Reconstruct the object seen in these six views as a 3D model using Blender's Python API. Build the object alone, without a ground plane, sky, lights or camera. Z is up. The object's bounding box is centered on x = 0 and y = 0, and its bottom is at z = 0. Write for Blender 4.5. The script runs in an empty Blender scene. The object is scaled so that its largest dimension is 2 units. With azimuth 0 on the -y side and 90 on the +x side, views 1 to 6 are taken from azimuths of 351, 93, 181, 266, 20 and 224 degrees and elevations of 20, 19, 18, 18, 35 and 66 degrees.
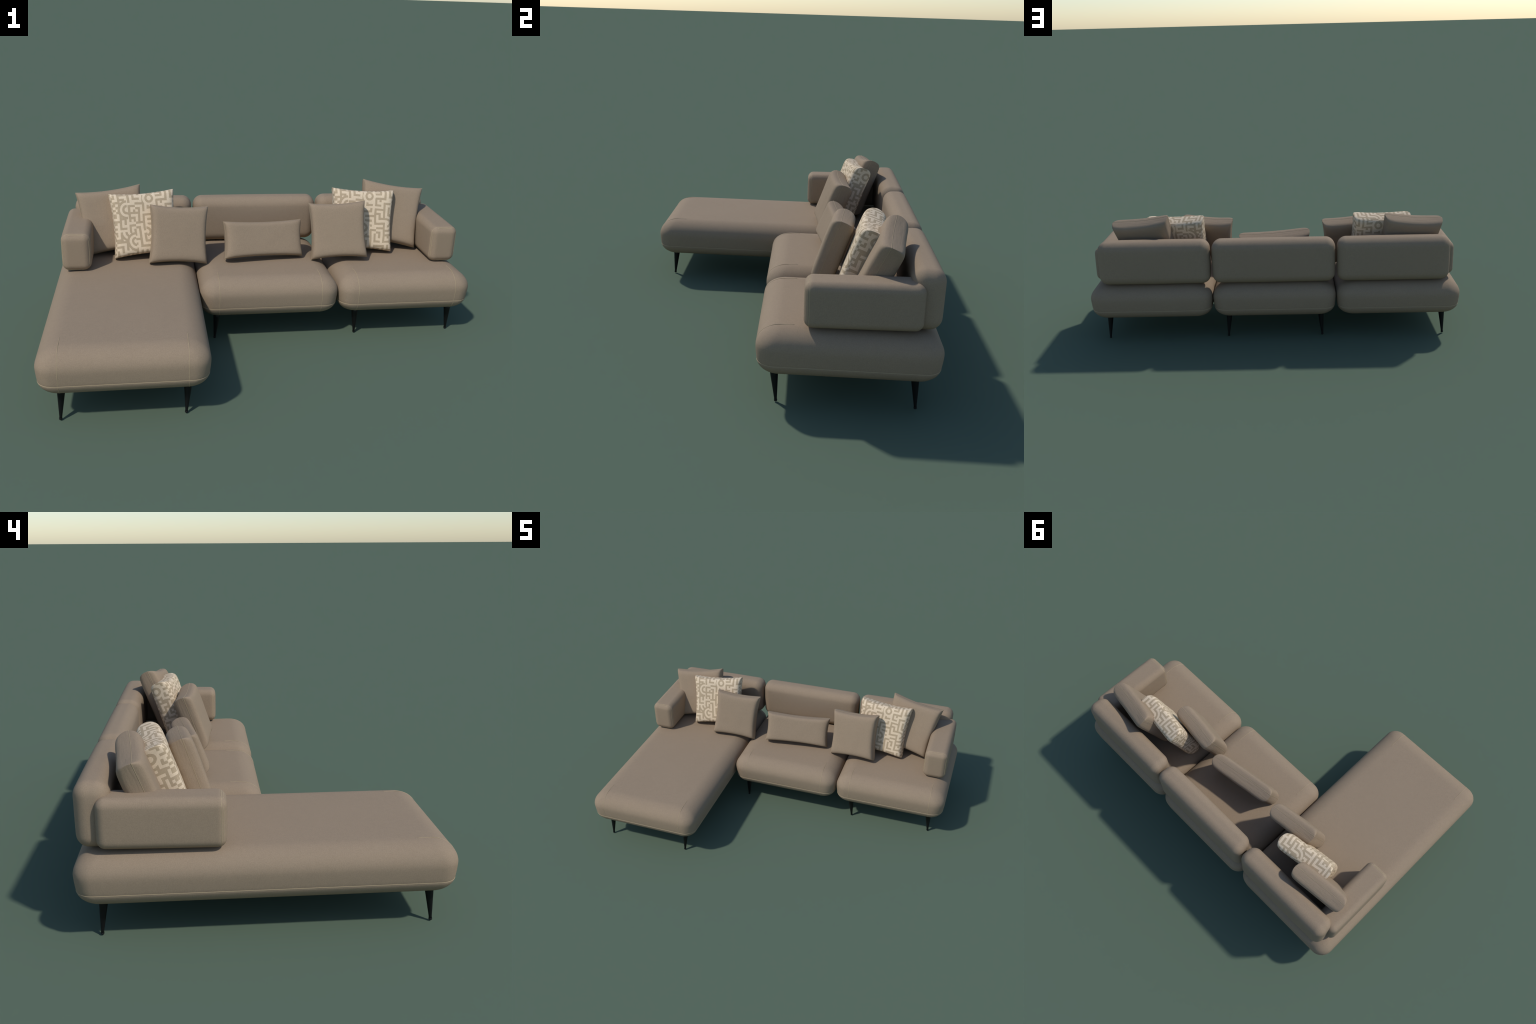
"""Modular sectional sofa with a chaise, three backrests, two armrests,
slim tapered legs and seven throw cushions (two of them patterned)."""
import bpy, math, random
from mathutils import Vector, Matrix, noise

random.seed(7)
COL = bpy.context.scene.collection

# ------------------------------------------------------------------ materials
class Nodes:
    """small helper that chains shader nodes"""
    def __init__(self, name):
        self.mat = bpy.data.materials.new(name)
        self.mat.use_nodes = True
        self.nt = self.mat.node_tree
        self.bsdf = self.nt.nodes["Principled BSDF"]

    def new(self, kind, **props):
        n = self.nt.nodes.new(kind)
        for k, v in props.items():
            setattr(n, k, v)
        return n

    def put(self, sock, v):
        if isinstance(v, bpy.types.NodeSocket):
            self.nt.links.new(v, sock)
        elif v is not None:
            sock.default_value = v

    def math(self, op, a, b=None, c=None):
        n = self.new("ShaderNodeMath", operation=op)
        for s, v in zip(n.inputs, (a, b, c)):
            self.put(s, v)
        return n.outputs[0]

    def mix(self, f, a, b):                      # float mix
        n = self.new("ShaderNodeMix", data_type="FLOAT")
        self.put(n.inputs[0], f); self.put(n.inputs[2], a); self.put(n.inputs[3], b)
        return n.outputs[0]

    def mixc(self, f, a, b, blend="MIX"):
        n = self.new("ShaderNodeMix", data_type="RGBA", blend_type=blend)
        self.put(n.inputs[0], f); self.put(n.inputs[6], a); self.put(n.inputs[7], b)
        return n.outputs[2]

    def noise(self, vec, scale, detail=2.0, rough=0.5):
        n = self.new("ShaderNodeTexNoise")
        self.put(n.inputs["Vector"], vec)
        n.inputs["Scale"].default_value = scale
        n.inputs["Detail"].default_value = detail
        n.inputs["Roughness"].default_value = rough
        return n

    def mapping(self, vec, scale):
        n = self.new("ShaderNodeMapping")
        self.put(n.inputs["Vector"], vec)
        n.inputs["Scale"].default_value = scale
        return n.outputs[0]

    def combine(self, x, y, z=0.0):
        n = self.new("ShaderNodeCombineXYZ")
        self.put(n.inputs[0], x); self.put(n.inputs[1], y); self.put(n.inputs[2], z)
        return n.outputs[0]

    def split(self, v):
        n = self.new("ShaderNodeSeparateXYZ")
        self.put(n.inputs[0], v)
        return n.outputs

    def bump(self, h, strength, dist):
        n = self.new("ShaderNodeBump")
        n.inputs["Strength"].default_value = strength
        n.inputs["Distance"].default_value = dist
        self.put(n.inputs["Height"], h)
        return n.outputs[0]


TAUPE = (0.300, 0.227, 0.157, 1)


def fabric_finish(m, obj, color, wrinkle):
    """weave grain and soft rumples shared by every textile"""
    grain = m.noise(obj, 300, 2, 0.7).outputs[0]
    fuzz = m.noise(obj, 60, 3, 0.6).outputs[0]
    soft = m.noise(obj, 5.0, 2, 0.5).outputs[0]
    v = m.math("ADD", m.math("MULTIPLY", grain, 0.40),
               m.math("ADD", m.math("MULTIPLY", fuzz, 0.10), m.math("MULTIPLY", soft, 0.05)))
    v = m.math("ADD", v, 1.0 - 0.275)
    gray = m.combine(v, v, v)
    col = m.mixc(1.0, color, gray, "MULTIPLY")
    m.put(m.bsdf.inputs["Base Color"], col)
    weave = m.noise(m.mapping(obj, (1, 1, 1.6)), 500, 2, 0.6).outputs[0]
    b = m.bump(weave, 0.25, 0.0012)
    rum = m.noise(m.mapping(obj, wrinkle[1]), wrinkle[0], 3, 0.55).outputs[0]
    n2 = m.new("ShaderNodeBump")
    n2.inputs["Strength"].default_value = wrinkle[2]
    n2.inputs["Distance"].default_value = 0.004
    m.put(n2.inputs["Height"], rum)
    m.put(n2.inputs["Normal"], b)
    m.put(m.bsdf.inputs["Normal"], n2.outputs[0])
    m.bsdf.inputs["Roughness"].default_value = 0.9
    m.bsdf.inputs["Specular IOR Level"].default_value = 0.12


def plain_fabric(name, wrinkle):
    m = Nodes(name)
    obj = m.new("ShaderNodeTexCoord").outputs["Object"]
    fabric_finish(m, obj, TAUPE, wrinkle)
    return m.mat


def simple(name, color, rough, spec=0.4):
    m = Nodes(name)
    obj = m.new("ShaderNodeTexCoord").outputs["Object"]
    n = m.noise(obj, 90, 2).outputs[0]
    f = m.math("ADD", m.math("MULTIPLY", n, 0.2), 0.9)
    m.put(m.bsdf.inputs["Base Color"], m.mixc(1.0, color, m.combine(f, f, f), "MULTIPLY"))
    m.bsdf.inputs["Roughness"].default_value = rough
    m.bsdf.inputs["Specular IOR Level"].default_value = spec
    return m.mat


def maze_fabric():
    """cream cloth with a woven taupe labyrinth: cells of nested corners in
    random orientation, a few of them round, plus some larger rings"""
    W = 0.0115                                   # band width
    m = Nodes("labyrinth_fabric")
    tc = m.new("ShaderNodeTexCoord")
    obj = tc.outputs["Object"]
    x, y, z = m.split(obj)[:3]
    nx, ny, nz = m.split(tc.outputs["Normal"])[:3]
    ax, az = m.math("ABSOLUTE", nx), m.math("ABSOLUTE", nz)
    ay = m.math("ABSOLUTE", ny)
    side = m.math("GREATER_THAN", m.math("MAXIMUM", ax, az), m.math("MULTIPLY", ay, 1.35))
    side_x = m.math("MULTIPLY", side, m.math("GREATER_THAN", ax, az))
    side_z = m.math("SUBTRACT", side, side_x)
    # planar coordinates of the face this point belongs to
    p = m.mix(side_x, x, m.math("ADD", y, 3.713))
    q = m.mix(side_z, z, m.math("ADD", y, 5.321))
    # gentle woven distortion
    warp = m.noise(obj, 9, 1).outputs["Color"]
    wr, wg, _ = m.split(warp)[:3]
    p = m.math("ADD", p, m.math("MULTIPLY", m.math("SUBTRACT", wr, 0.5), 0.015))
    q = m.math("ADD", q, m.math("MULTIPLY", m.math("SUBTRACT", wg, 0.5), 0.015))

    def cells(pp, qq, n, seed):
        S = W * n
        a = m.math("DIVIDE", m.math("ADD", pp, 1.0 + seed), S)
        # rows shift like masonry so that the junctions do not line up
        b0 = m.math("DIVIDE", m.math("ADD", qq, 1.0), S)
        row = m.math("FLOOR", b0)
        a = m.math("ADD", a, m.math("MULTIPLY", row, 0.5))
        ca = m.math("FLOOR", a)
        fa, fb = m.math("FRACT", a), m.math("FRACT", b0)
        wn = m.new("ShaderNodeTexWhiteNoise", noise_dimensions="2D")
        m.put(wn.inputs["Vector"], m.combine(ca, row))
        r, g, b = m.split(wn.outputs["Color"])[:3]
        fa = m.mix(m.math("GREATER_THAN", r, 0.5), fa, m.math("SUBTRACT", 1.0, fa))
        fb = m.mix(m.math("GREATER_THAN", g, 0.5), fb, m.math("SUBTRACT", 1.0, fb))
        cheb = m.math("MAXIMUM", fa, fb)
        eucl = m.math("SQRT", m.math("ADD", m.math("MULTIPLY", fa, fa), m.math("MULTIPLY", fb, fb)))
        d = m.mix(m.math("GREATER_THAN", b, 0.92), cheb, eucl)
        flip = m.math("GREATER_THAN", wn.outputs["Value"], 0.5)
        k = m.math("ADD", m.math("MULTIPLY", d, float(n)), flip)
        return m.math("GREATER_THAN", m.math("MODULO", k, 2.0), 1.04)

    band = cells(p, q, 4, 0.31)
    # larger rings: centre, outer radius in bands, kept side (0 whole, -1/+1 half)
    rings = [(0.027, 0.122, 3, 0), (-0.083, 0.072, 4, -1), (-0.052, -0.085, 4, -1),
             (0.128, -0.012, 4, 1), (0.004, -0.040, 3, 1), (3.735, 0.118, 3, 0)]
    for cx, cz, n, keep in rings:
        dx, dz = m.math("SUBTRACT", p, cx), m.math("SUBTRACT", q, cz)
        d = m.math("SQRT", m.math("ADD", m.math("MULTIPLY", dx, dx), m.math("MULTIPLY", dz, dz)))
        k = m.math("DIVIDE", d, W)
        stripe = m.math("GREATER_THAN", m.math("MODULO", k, 2.0), 1.0)
        inside = m.math("LESS_THAN", k, float(n))
        if keep:
            inside = m.math("MULTIPLY", inside, m.math("GREATER_THAN", m.math("MULTIPLY", dx, float(keep)), 0.0))
        band = m.mix(inside, band, stripe)
    col = m.mixc(band, (0.70, 0.565, 0.405, 1), (0.450, 0.350, 0.233, 1))
    fabric_finish(m, obj, col, (16, (1, 1, 1), 0.3))
    return m.mat


UPHOLSTERY = plain_fabric("taupe_upholstery", (9, (1, 1, 1), 0.12))
CUSHION = plain_fabric("taupe_cushion_fabric", (16, (0.45, 2.4, 0.45), 0.7))
MAZE = maze_fabric()
THREAD = simple("tan_thread", (0.40, 0.315, 0.20, 1), 0.8, 0.2)
METAL = simple("black_metal", (0.0045, 0.0048, 0.0050, 1), 0.45, 0.25)
RUBBER = simple("black_rubber", (0.006, 0.006, 0.006, 1), 0.6, 0.3)

# ------------------------------------------------------------------ helpers
def empty(name, label=None, category=None):
    o = bpy.data.objects.new(name, None)
    COL.objects.link(o)
    if label:
        o["label"], o["category"] = label, category
    return o


def obj_from(name, verts, faces, mat, parent=None, smooth=True, mesh=None):
    if mesh is None:
        mesh = bpy.data.meshes.new(name)
        mesh.from_pydata([tuple(v) for v in verts], [], faces)
        mesh.materials.append(mat)
        if smooth:
            mesh.polygons.foreach_set("use_smooth", [True] * len(mesh.polygons))
        mesh.update()
    o = bpy.data.objects.new(name, mesh)
    COL.objects.link(o)
    if parent:
        o.parent = parent
    return o


def rounded_rect(hx, hy, r, nc=10, ne=14):
    """closed loop, counter-clockwise, rounded corners, subdivided sides"""
    pts = []
    quad = [(1, 1, 0), (-1, 1, 90), (-1, -1, 180), (1, -1, 270)]
    arcs = []
    for sx, sy, a0 in quad:
        arc = []
        for i in range(nc + 1):
            a = math.radians(a0 + 90 * i / nc)
            arc.append((sx * (hx - r) + r * math.cos(a), sy * (hy - r) + r * math.sin(a)))
        arcs.append(arc)
    for k in range(4):
        pts += arcs[k]
        a, b = arcs[k][-1], arcs[(k + 1) % 4][0]
        for i in range(1, ne):
            t = i / ne
            pts.append((a[0] + (b[0] - a[0]) * t, a[1] + (b[1] - a[1]) * t))
    return pts


def block(hx, hy, profile, rp, shrink, crown=0.0, cap_rings=8, dome=None):
    """Upholstered block: rounded rectangle lofted through (inset, z) pairs
    from the underside to the top, closed with gently crowned caps."""
    rings = []
    def ring(ins, z):
        r = max(rp - ins * shrink, 0.010)
        return [(px, py, z) for px, py in rounded_rect(hx - ins, hy - ins, r)]
    first, last = profile[0], profile[-1]
    base0, base1 = ring(*first), ring(*last)
    for i in range(1, cap_rings + 1)[::-1]:
        s = 1 - (i / (cap_rings + 0.6)) ** 1.0
        rings.append([(x * s, y * s, z) for x, y, z in base0])
    for ins, z in profile:
        rings.append(ring(ins, z))
    for i in range(1, cap_rings + 1):
        s = 1 - (i / (cap_rings + 0.6)) ** 1.0
        rings.append([(x * s, y * s, z + crown * (1 - s * s)) for x, y, z in base1])
    n = len(rings[0])
    verts = [v for r in rings for v in r]
    if dome:
        zc = (profile[0][1] + profile[-1][1]) / 2
        hz = (profile[-1][1] - profile[0][1]) / 2
        out = []
        for x, y, z in verts:
            fx, fy, fz = x / hx, y / hy, (z - zc) / hz
            g = lambda t: max(0.0, 1 - t * t)
            out.append((x + dome[0] * fx * g(fy) * g(fz),
                        y + dome[1] * fy * g(fx) * g(fz),
                        z + dome[2] * fz * g(fx) * g(fy)))
        verts = out
    faces = []
    for j in range(len(rings) - 1):
        for i in range(n):
            k = (i + 1) % n
            faces.append((j * n + i, j * n + k, (j + 1) * n + k, (j + 1) * n + i))
    faces.append(tuple(range(n))[::-1])
    faces.append(tuple((len(rings) - 1) * n + i for i in range(n)))
    return verts, faces


def tube(points, radius, closed=False, sides=6):
    """thin round thread along a polyline"""
    P = [Vector(p) for p in points]
    n = len(P)
    verts, faces = [], []
    up = None
    for i, p in enumerate(P):
        a = P[(i - 1) % n] if (closed or i > 0) else p
        b = P[(i + 1) % n] if (closed or i < n - 1) else p
        t = (b - a).normalized()
        if up is None:
            up = t.orthogonal().normalized()
        up = (up - t * up.dot(t)).normalized()
        side = t.cross(up)
        for k in range(sides):
            w = 2 * math.pi * k / sides
            verts.append(p + (up * math.cos(w) + side * math.sin(w)) * radius)
    m = n if closed else n - 1
    for i in range(m):
        for k in range(sides):
            a, b = i * sides + k, i * sides + (k + 1) % sides
            c, d = ((i + 1) % n) * sides + (k + 1) % sides, ((i + 1) % n) * sides + k
            faces.append((a, b, c, d))
    if not closed:
        faces.append(tuple(range(sides))[::-1])
        faces.append(tuple((n - 1) * sides + k for k in range(sides)))
    return verts, faces


def joined(parts):
    verts, faces = [], []
    for v, f in parts:
        o = len(verts)
        verts += list(v)
        faces += [tuple(i + o for i in q) for q in f]
    return verts, faces


# ------------------------------------------------------------------ sofa
sofa = empty("sectional_sofa",
             "taupe fabric sectional sofa with chaise and slim black legs", "sofa")

SEAT_BOTTOM, SEAT_TOP = 0.1316, 0.3218
SEAM_Z = 0.1852
TOP_IN, TOP_DROP = 0.0955, 0.0775          # soft upper shoulder
LOW_IN, LOW_RISE = 0.0645, 0.0512          # rounded lower edge
SIDE_LEAN = 0.0056
PLAN_R = 0.070


def seat_profile(n=14):
    """(inset, height) pairs from the underside up to the top"""
    prof = []
    z_mid = SEAT_TOP - TOP_DROP
    rise = z_mid - SEAM_Z
    slope = 1.5 * SIDE_LEAN / rise
    p0, p3 = (SIDE_LEAN, SEAM_Z - 0.0025), (SIDE_LEAN + LOW_IN, SEAT_BOTTOM)
    p1 = (p0[0] + 0.26 * LOW_RISE * 0.5, p0[1] - LOW_RISE * 0.5)
    p2 = (p3[0] - LOW_IN * 0.5, p3[1])
    for i in range(n):
        t = 1 - i / (n - 1)
        w = ((1 - t) ** 3, 3 * (1 - t) ** 2 * t, 3 * (1 - t) * t * t, t ** 3)
        prof.append(tuple(sum(k * p[c] for k, p in zip(w, (p0, p1, p2, p3))) for c in (0, 1)))
    # shallow groove where the two covers are sewn together
    prof += [(SIDE_LEAN + 0.0005, SEAM_Z), (SIDE_LEAN - 0.0003, SEAM_Z + 0.0025)]
    for i in range(1, 6):
        z = SEAM_Z + 0.003 + (rise - 0.003) * i / 6
        prof.append((SIDE_LEAN * ((z_mid - z) / rise) ** 1.5, z))
    for i in range(n):
        a = math.pi / 2 * i / (n - 1)
        prof.append((TOP_IN * (1 - math.cos(a)), SEAT_TOP - TOP_DROP * (1 - math.sin(a))))
    return prof


def seat(name, x0, x1, y0, y1, stitch_x):
    cx, cy, hx, hy = (x0 + x1) / 2, (y0 + y1) / 2, (x1 - x0) / 2, (y1 - y0) / 2
    prof = seat_profile()
    v, f = block(hx, hy, prof, PLAN_R, 0.5, crown=0.0015)
    s = obj_from(name, v, f, UPHOLSTERY, sofa)
    s.location = (cx, cy, 0)
    # sewing: one seam all round, two seams running over the front
    threads = []
    ins = SIDE_LEAN + 0.0003
    loop = rounded_rect(hx - ins, hy - ins, max(PLAN_R - ins * 0.5, 0.01))
    threads.append(tube([(px, py, SEAM_Z) for px, py in loop], 0.0012, True))
    for sx in stitch_x:
        line = [(sx - cx, -hy + i + 0.0003, z) for i, z in prof[3:] if abs(z - SEAM_Z) > 0.003]
        last = line[-1]
        for k in range(1, 7):
            line.append((last[0], last[1] + (0.142 - TOP_IN) * k / 6, SEAT_TOP - 0.0003))
        threads.append(tube(line, 0.0011))
    st = obj_from("stitching", *joined(threads), THREAD, s)
    st["kind"] = "stuff"
    return s


GAP = 0.3355
Y_FRONT, Y_BACK, Y_CHAISE = -0.0335, 0.668, -0.668
seat("chaise_seat", -1.0, -GAP, Y_CHAISE, Y_BACK, (-0.911, -0.4237))
seat("seat", -GAP + 0.0018, GAP - 0.0018, Y_FRONT, Y_BACK, (-0.244, 0.2445))
seat("seat", GAP, 1.0, Y_FRONT, Y_BACK, (0.4245, 0.911))


def round_profile(hz, r, n=10, mid=6):
    prof = []
    for i in range(n):
        a = math.pi / 2 * i / (n - 1)
        prof.append((r * (1 - math.sin(a)), -hz + r * (1 - math.cos(a))))
    for i in range(1, mid):
        prof.append((0.0, -hz + r + (2 * hz - 2 * r) * i / mid))
    for i in range(n):
        a = math.pi / 2 * i / (n - 1)
        prof.append((r * (1 - math.cos(a)), hz - r * (1 - math.sin(a))))
    return prof


# backrests: plump rounded slabs, flush with the rear edge
for x0, x1 in ((-0.9344, -0.3393), (-0.3275, 0.3275), (0.3393, 0.9350)):
    hx, hy, hz, r = (x1 - x0) / 2, 0.0608, 0.1180, 0.0476
    v, f = block(hx, hy, round_profile(hz, r), r, 1.0, dome=(0.001, 0.003, 0.002))
    # the padding is a touch fuller towards the rear
    v = [(x + 0.0033 * (x / hx) * (y / hy), y, z) for x, y, z in v]
    b = obj_from("backrest", v, f, UPHOLSTERY, sofa)
    b.location = ((x0 + x1) / 2, 0.5923, 0.4444)
    b.rotation_euler = (math.radians(0.25), 0, 0)

# armrests: short padded boxes with a double-sewn front panel
ahx, ahy, ahz, ar = 0.0672, 0.2190, 0.0905, 0.0325
av, af = block(ahx, ahy, round_profile(ahz, ar), ar, 1.0, dome=(0.002, 0.001, 0.001))


def arm_ring(y, ins):
    pts = [(px, y, pz) for px, pz in rounded_rect(ahx - ins, ahz - ins, ar, 8, 6)]
    return tube(pts, 0.0012, True)


# the two sewing lines lie on the rounding just behind the front face
def ring_inset(dy):
    return ar - math.sqrt(max(0.0, ar * ar - max(0.0, ar - dy) ** 2))


ring_parts = [arm_ring(-ahy + d, ring_inset(d) - 0.0001) for d in (0.0125, 0.0195)]
arm_mesh = ring_mesh = None
for s in (-1, 1):
    a = obj_from("armrest", av, af, UPHOLSTERY, sofa, mesh=arm_mesh)
    arm_mesh = a.data
    a.location = (s * 0.9012, 0.3603, 0.4217)
    a.rotation_euler = (math.radians(1.0), 0, 0)
    st = obj_from("stitching", *joined(ring_parts), THREAD, a, mesh=ring_mesh)
    ring_mesh = st.data
    st["kind"] = "stuff"

# legs: tapered, splayed away from the middle of the sofa
def leg_mesh():
    sides, rows = 28, [(0.0062, 0.006), (0.0056, 0.0135), (0.0158, 0.122), (0.0170, 0.140)]
    verts, faces = [], []
    for r, z in rows:
        verts += [(r * math.cos(2 * math.pi * k / sides), r * math.sin(2 * math.pi * k / sides), z) for k in range(sides)]
    for j in range(len(rows) - 1):
        for k in range(sides):
            m = (k + 1) % sides
            faces.append((j * sides + k, j * sides + m, (j + 1) * sides + m, (j + 1) * sides + k))
    faces.append(tuple(range(sides))[::-1])
    faces.append(tuple((len(rows) - 1) * sides + k for k in range(sides)))
    return verts, faces


def foot_mesh():
    sides, rows = 20, [(0.0034, 0.0), (0.0056, 0.0012), (0.0066, 0.004), (0.0064, 0.0075), (0.0052, 0.0095)]
    verts, faces = [], []
    for r, z in rows:
        verts += [(r * math.cos(2 * math.pi * k / sides), r * math.sin(2 * math.pi * k / sides), z) for k in range(sides)]
    for j in range(len(rows) - 1):
        for k in range(sides):
            m = (k + 1) % sides
            faces.append((j * sides + k, j * sides + m, (j + 1) * sides + m, (j + 1) * sides + k))
    faces.append(tuple(range(sides))[::-1])
    faces.append(tuple((len(rows) - 1) * sides + k for k in range(sides)))
    return verts, faces


LEG_TIPS = [(-0.920, -0.592), (-0.433, -0.592), (-0.260, 0.049), (0.439, 0.049), (0.921, 0.050),
            (-0.921, 0.587), (-0.260, 0.587), (0.260, 0.587), (0.920, 0.586)]
leg_data = foot_data = None
for tx, ty in LEG_TIPS:
    l = obj_from("leg", *leg_mesh(), METAL, sofa, mesh=leg_data)
    leg_data = l.data
    # shear: the foot stands a little further out than the top
    l.location = (tx, ty, 0)
    l.rotation_euler = (math.radians(5.0) * (1 if ty > 0.02 else -1),
                        math.radians(-3.6) * (1 if tx > 0 else -1), 0)
    ft = obj_from("foot", *foot_mesh(), RUBBER, l, mesh=foot_data)
    foot_data = ft.data

# ------------------------------------------------------------------ cushions
NEXP, MEXP, BULGE = 13.0, 3.3, 0.06
_half = [0.0, 0.14, 0.28, 0.42, 0.55, 0.66, 0.75, 0.82, 0.875, 0.915, 0.944, 0.964,
         0.978, 0.987, 0.993, 0.9968, 0.9988, 1.0]
GRID = [-t for t in _half[:0:-1]] + _half


def draw_in(s, t, a, b, k):
    """square outline whose sides are drawn in between the four points"""
    return s * (a - k * (1 - t * t)), t * (b - k * (1 - s * s))


def plumpness(s, t, c):
    e = max(0.0, (1 - abs(s) ** NEXP) * (1 - abs(t) ** NEXP))
    return c * e ** (1 / MEXP) * (1 - BULGE * (s * s + t * t) / 2)


def cushion_mesh(a, b, c, k, seed):
    n = len(GRID)
    verts, faces, index = [], [], {}
    def vid(i, j, side):
        edge = i in (0, n - 1) or j in (0, n - 1)
        key = (i, j, 0 if edge else side)
        if key not in index:
            s, t = GRID[i], GRID[j]
            x, z = draw_in(s, t, a, b, k)
            w = plumpness(s, t, c)
            # filling is never quite even, and cloth gathers towards the points
            lump = noise.noise(Vector((x * 11 + seed, side * 3.1, z * 11)))
            d = math.hypot(abs(x) - a, abs(z) - b)
            fold = math.exp(-(d / 0.030) ** 2) * math.sin(8 * math.atan2(abs(z) - b - 0.01, abs(x) - a - 0.01) + side)
            y = side * (w + (0.0016 * lump + 0.0011 * fold) * min(1.0, w / c * 1.2))
            index[key] = len(verts)
            verts.append((x, y, z))
        return index[key]
    for side in (-1, 1):
        for i in range(n - 1):
            for j in range(n - 1):
                q = (vid(i, j, side), vid(i + 1, j, side), vid(i + 1, j + 1, side), vid(i, j + 1, side))
                faces.append(q if side < 0 else q[::-1])
    return verts, faces


def seam_thread(a, b, c, k, w):
    """thread round the sides, a little in front of the middle"""
    r = (1 - (abs(w) / c) ** MEXP) ** (1 / NEXP)
    pts = []
    for t in GRID[:-1]: pts.append((t, -1))
    for t in GRID[:-1]: pts.append((1, t))
    for t in GRID[:-1]: pts.append((-t, 1))
    for t in GRID[:-1]: pts.append((-1, -t))
    out = []
    for s, t in pts:
        x, z = draw_in(s, t, a, b, k)
        out.append((x * (r + 0.0002), w, z * (r + 0.0002)))
    return tube(out, 0.0008, True)


SHAPES = {  # half width, half height, half thickness, draw-in, seam offset
    "large": (0.1592, 0.1590, 0.0550, 0.0115, -0.013),
    "printed": (0.1609, 0.1592, 0.0540, 0.0116, None),
    "small": (0.1421, 0.1420, 0.0525, 0.0110, -0.012),
    "lumbar": (0.2024, 0.0925, 0.0492, 0.0096, -0.013)}
CUSHIONS = [  # kind, location, yaw, lean, roll
    ("large", (-0.7409, 0.4317, 0.4875), 0.0790, 0.3379, 0.1080),
    ("printed", (-0.5849, 0.3662, 0.4874), 0.1330, 0.3350, 0.0376),
    ("small", (-0.4196, 0.2758, 0.4570), 0.1226, 0.3156, -0.0788),
    ("lumbar", (0.0002, 0.2798, 0.4233), 0.1445, 0.3553, -0.0294),
    ("small", (0.3792, 0.2611, 0.4679), -0.1215, 0.3148, 0.0705),
    ("printed", (0.5327, 0.3706, 0.4872), -0.1095, 0.3125, -0.0289),
    ("large", (0.6972, 0.4276, 0.5002), -0.1119, 0.3912, -0.1381)]
NAMES = {"large": ("throw_cushion", "plain square taupe fabric throw cushion leaning back"),
         "small": ("throw_cushion", "smaller plain square taupe fabric throw cushion"),
         "lumbar": ("lumbar_cushion", "low rectangular taupe fabric lumbar cushion"),
         "printed": ("patterned_cushion", "square cream cushion with taupe labyrinth pattern")}
shared = {}
for kind, loc, yaw, lean, roll in CUSHIONS:
    a, b, c, k, w = SHAPES[kind]
    name, label = NAMES[kind]
    mat = MAZE if kind == "printed" else CUSHION
    if kind not in shared:
        mesh = obj_from(name, *cushion_mesh(a, b, c, k, len(shared) * 7.3), mat).data
        o = [x for x in COL.objects if x.data == mesh][0]
        shared[kind] = [mesh, None]
    else:
        o = obj_from(name, None, None, mat, mesh=shared[kind][0])
    o["label"], o["category"] = label, "cushion"
    o.matrix_world = (Matrix.Translation(loc) @ Matrix.Rotation(yaw, 4, "Z")
                      @ Matrix.Rotation(-lean, 4, "X") @ Matrix.Rotation(-roll, 4, "Y"))
    if w is not None:
        st = obj_from("stitching", *(seam_thread(a, b, c, k, w) if shared[kind][1] is None else (None, None)),
                      THREAD, o, mesh=shared[kind][1])
        shared[kind][1] = st.data
        st["kind"] = "stuff"
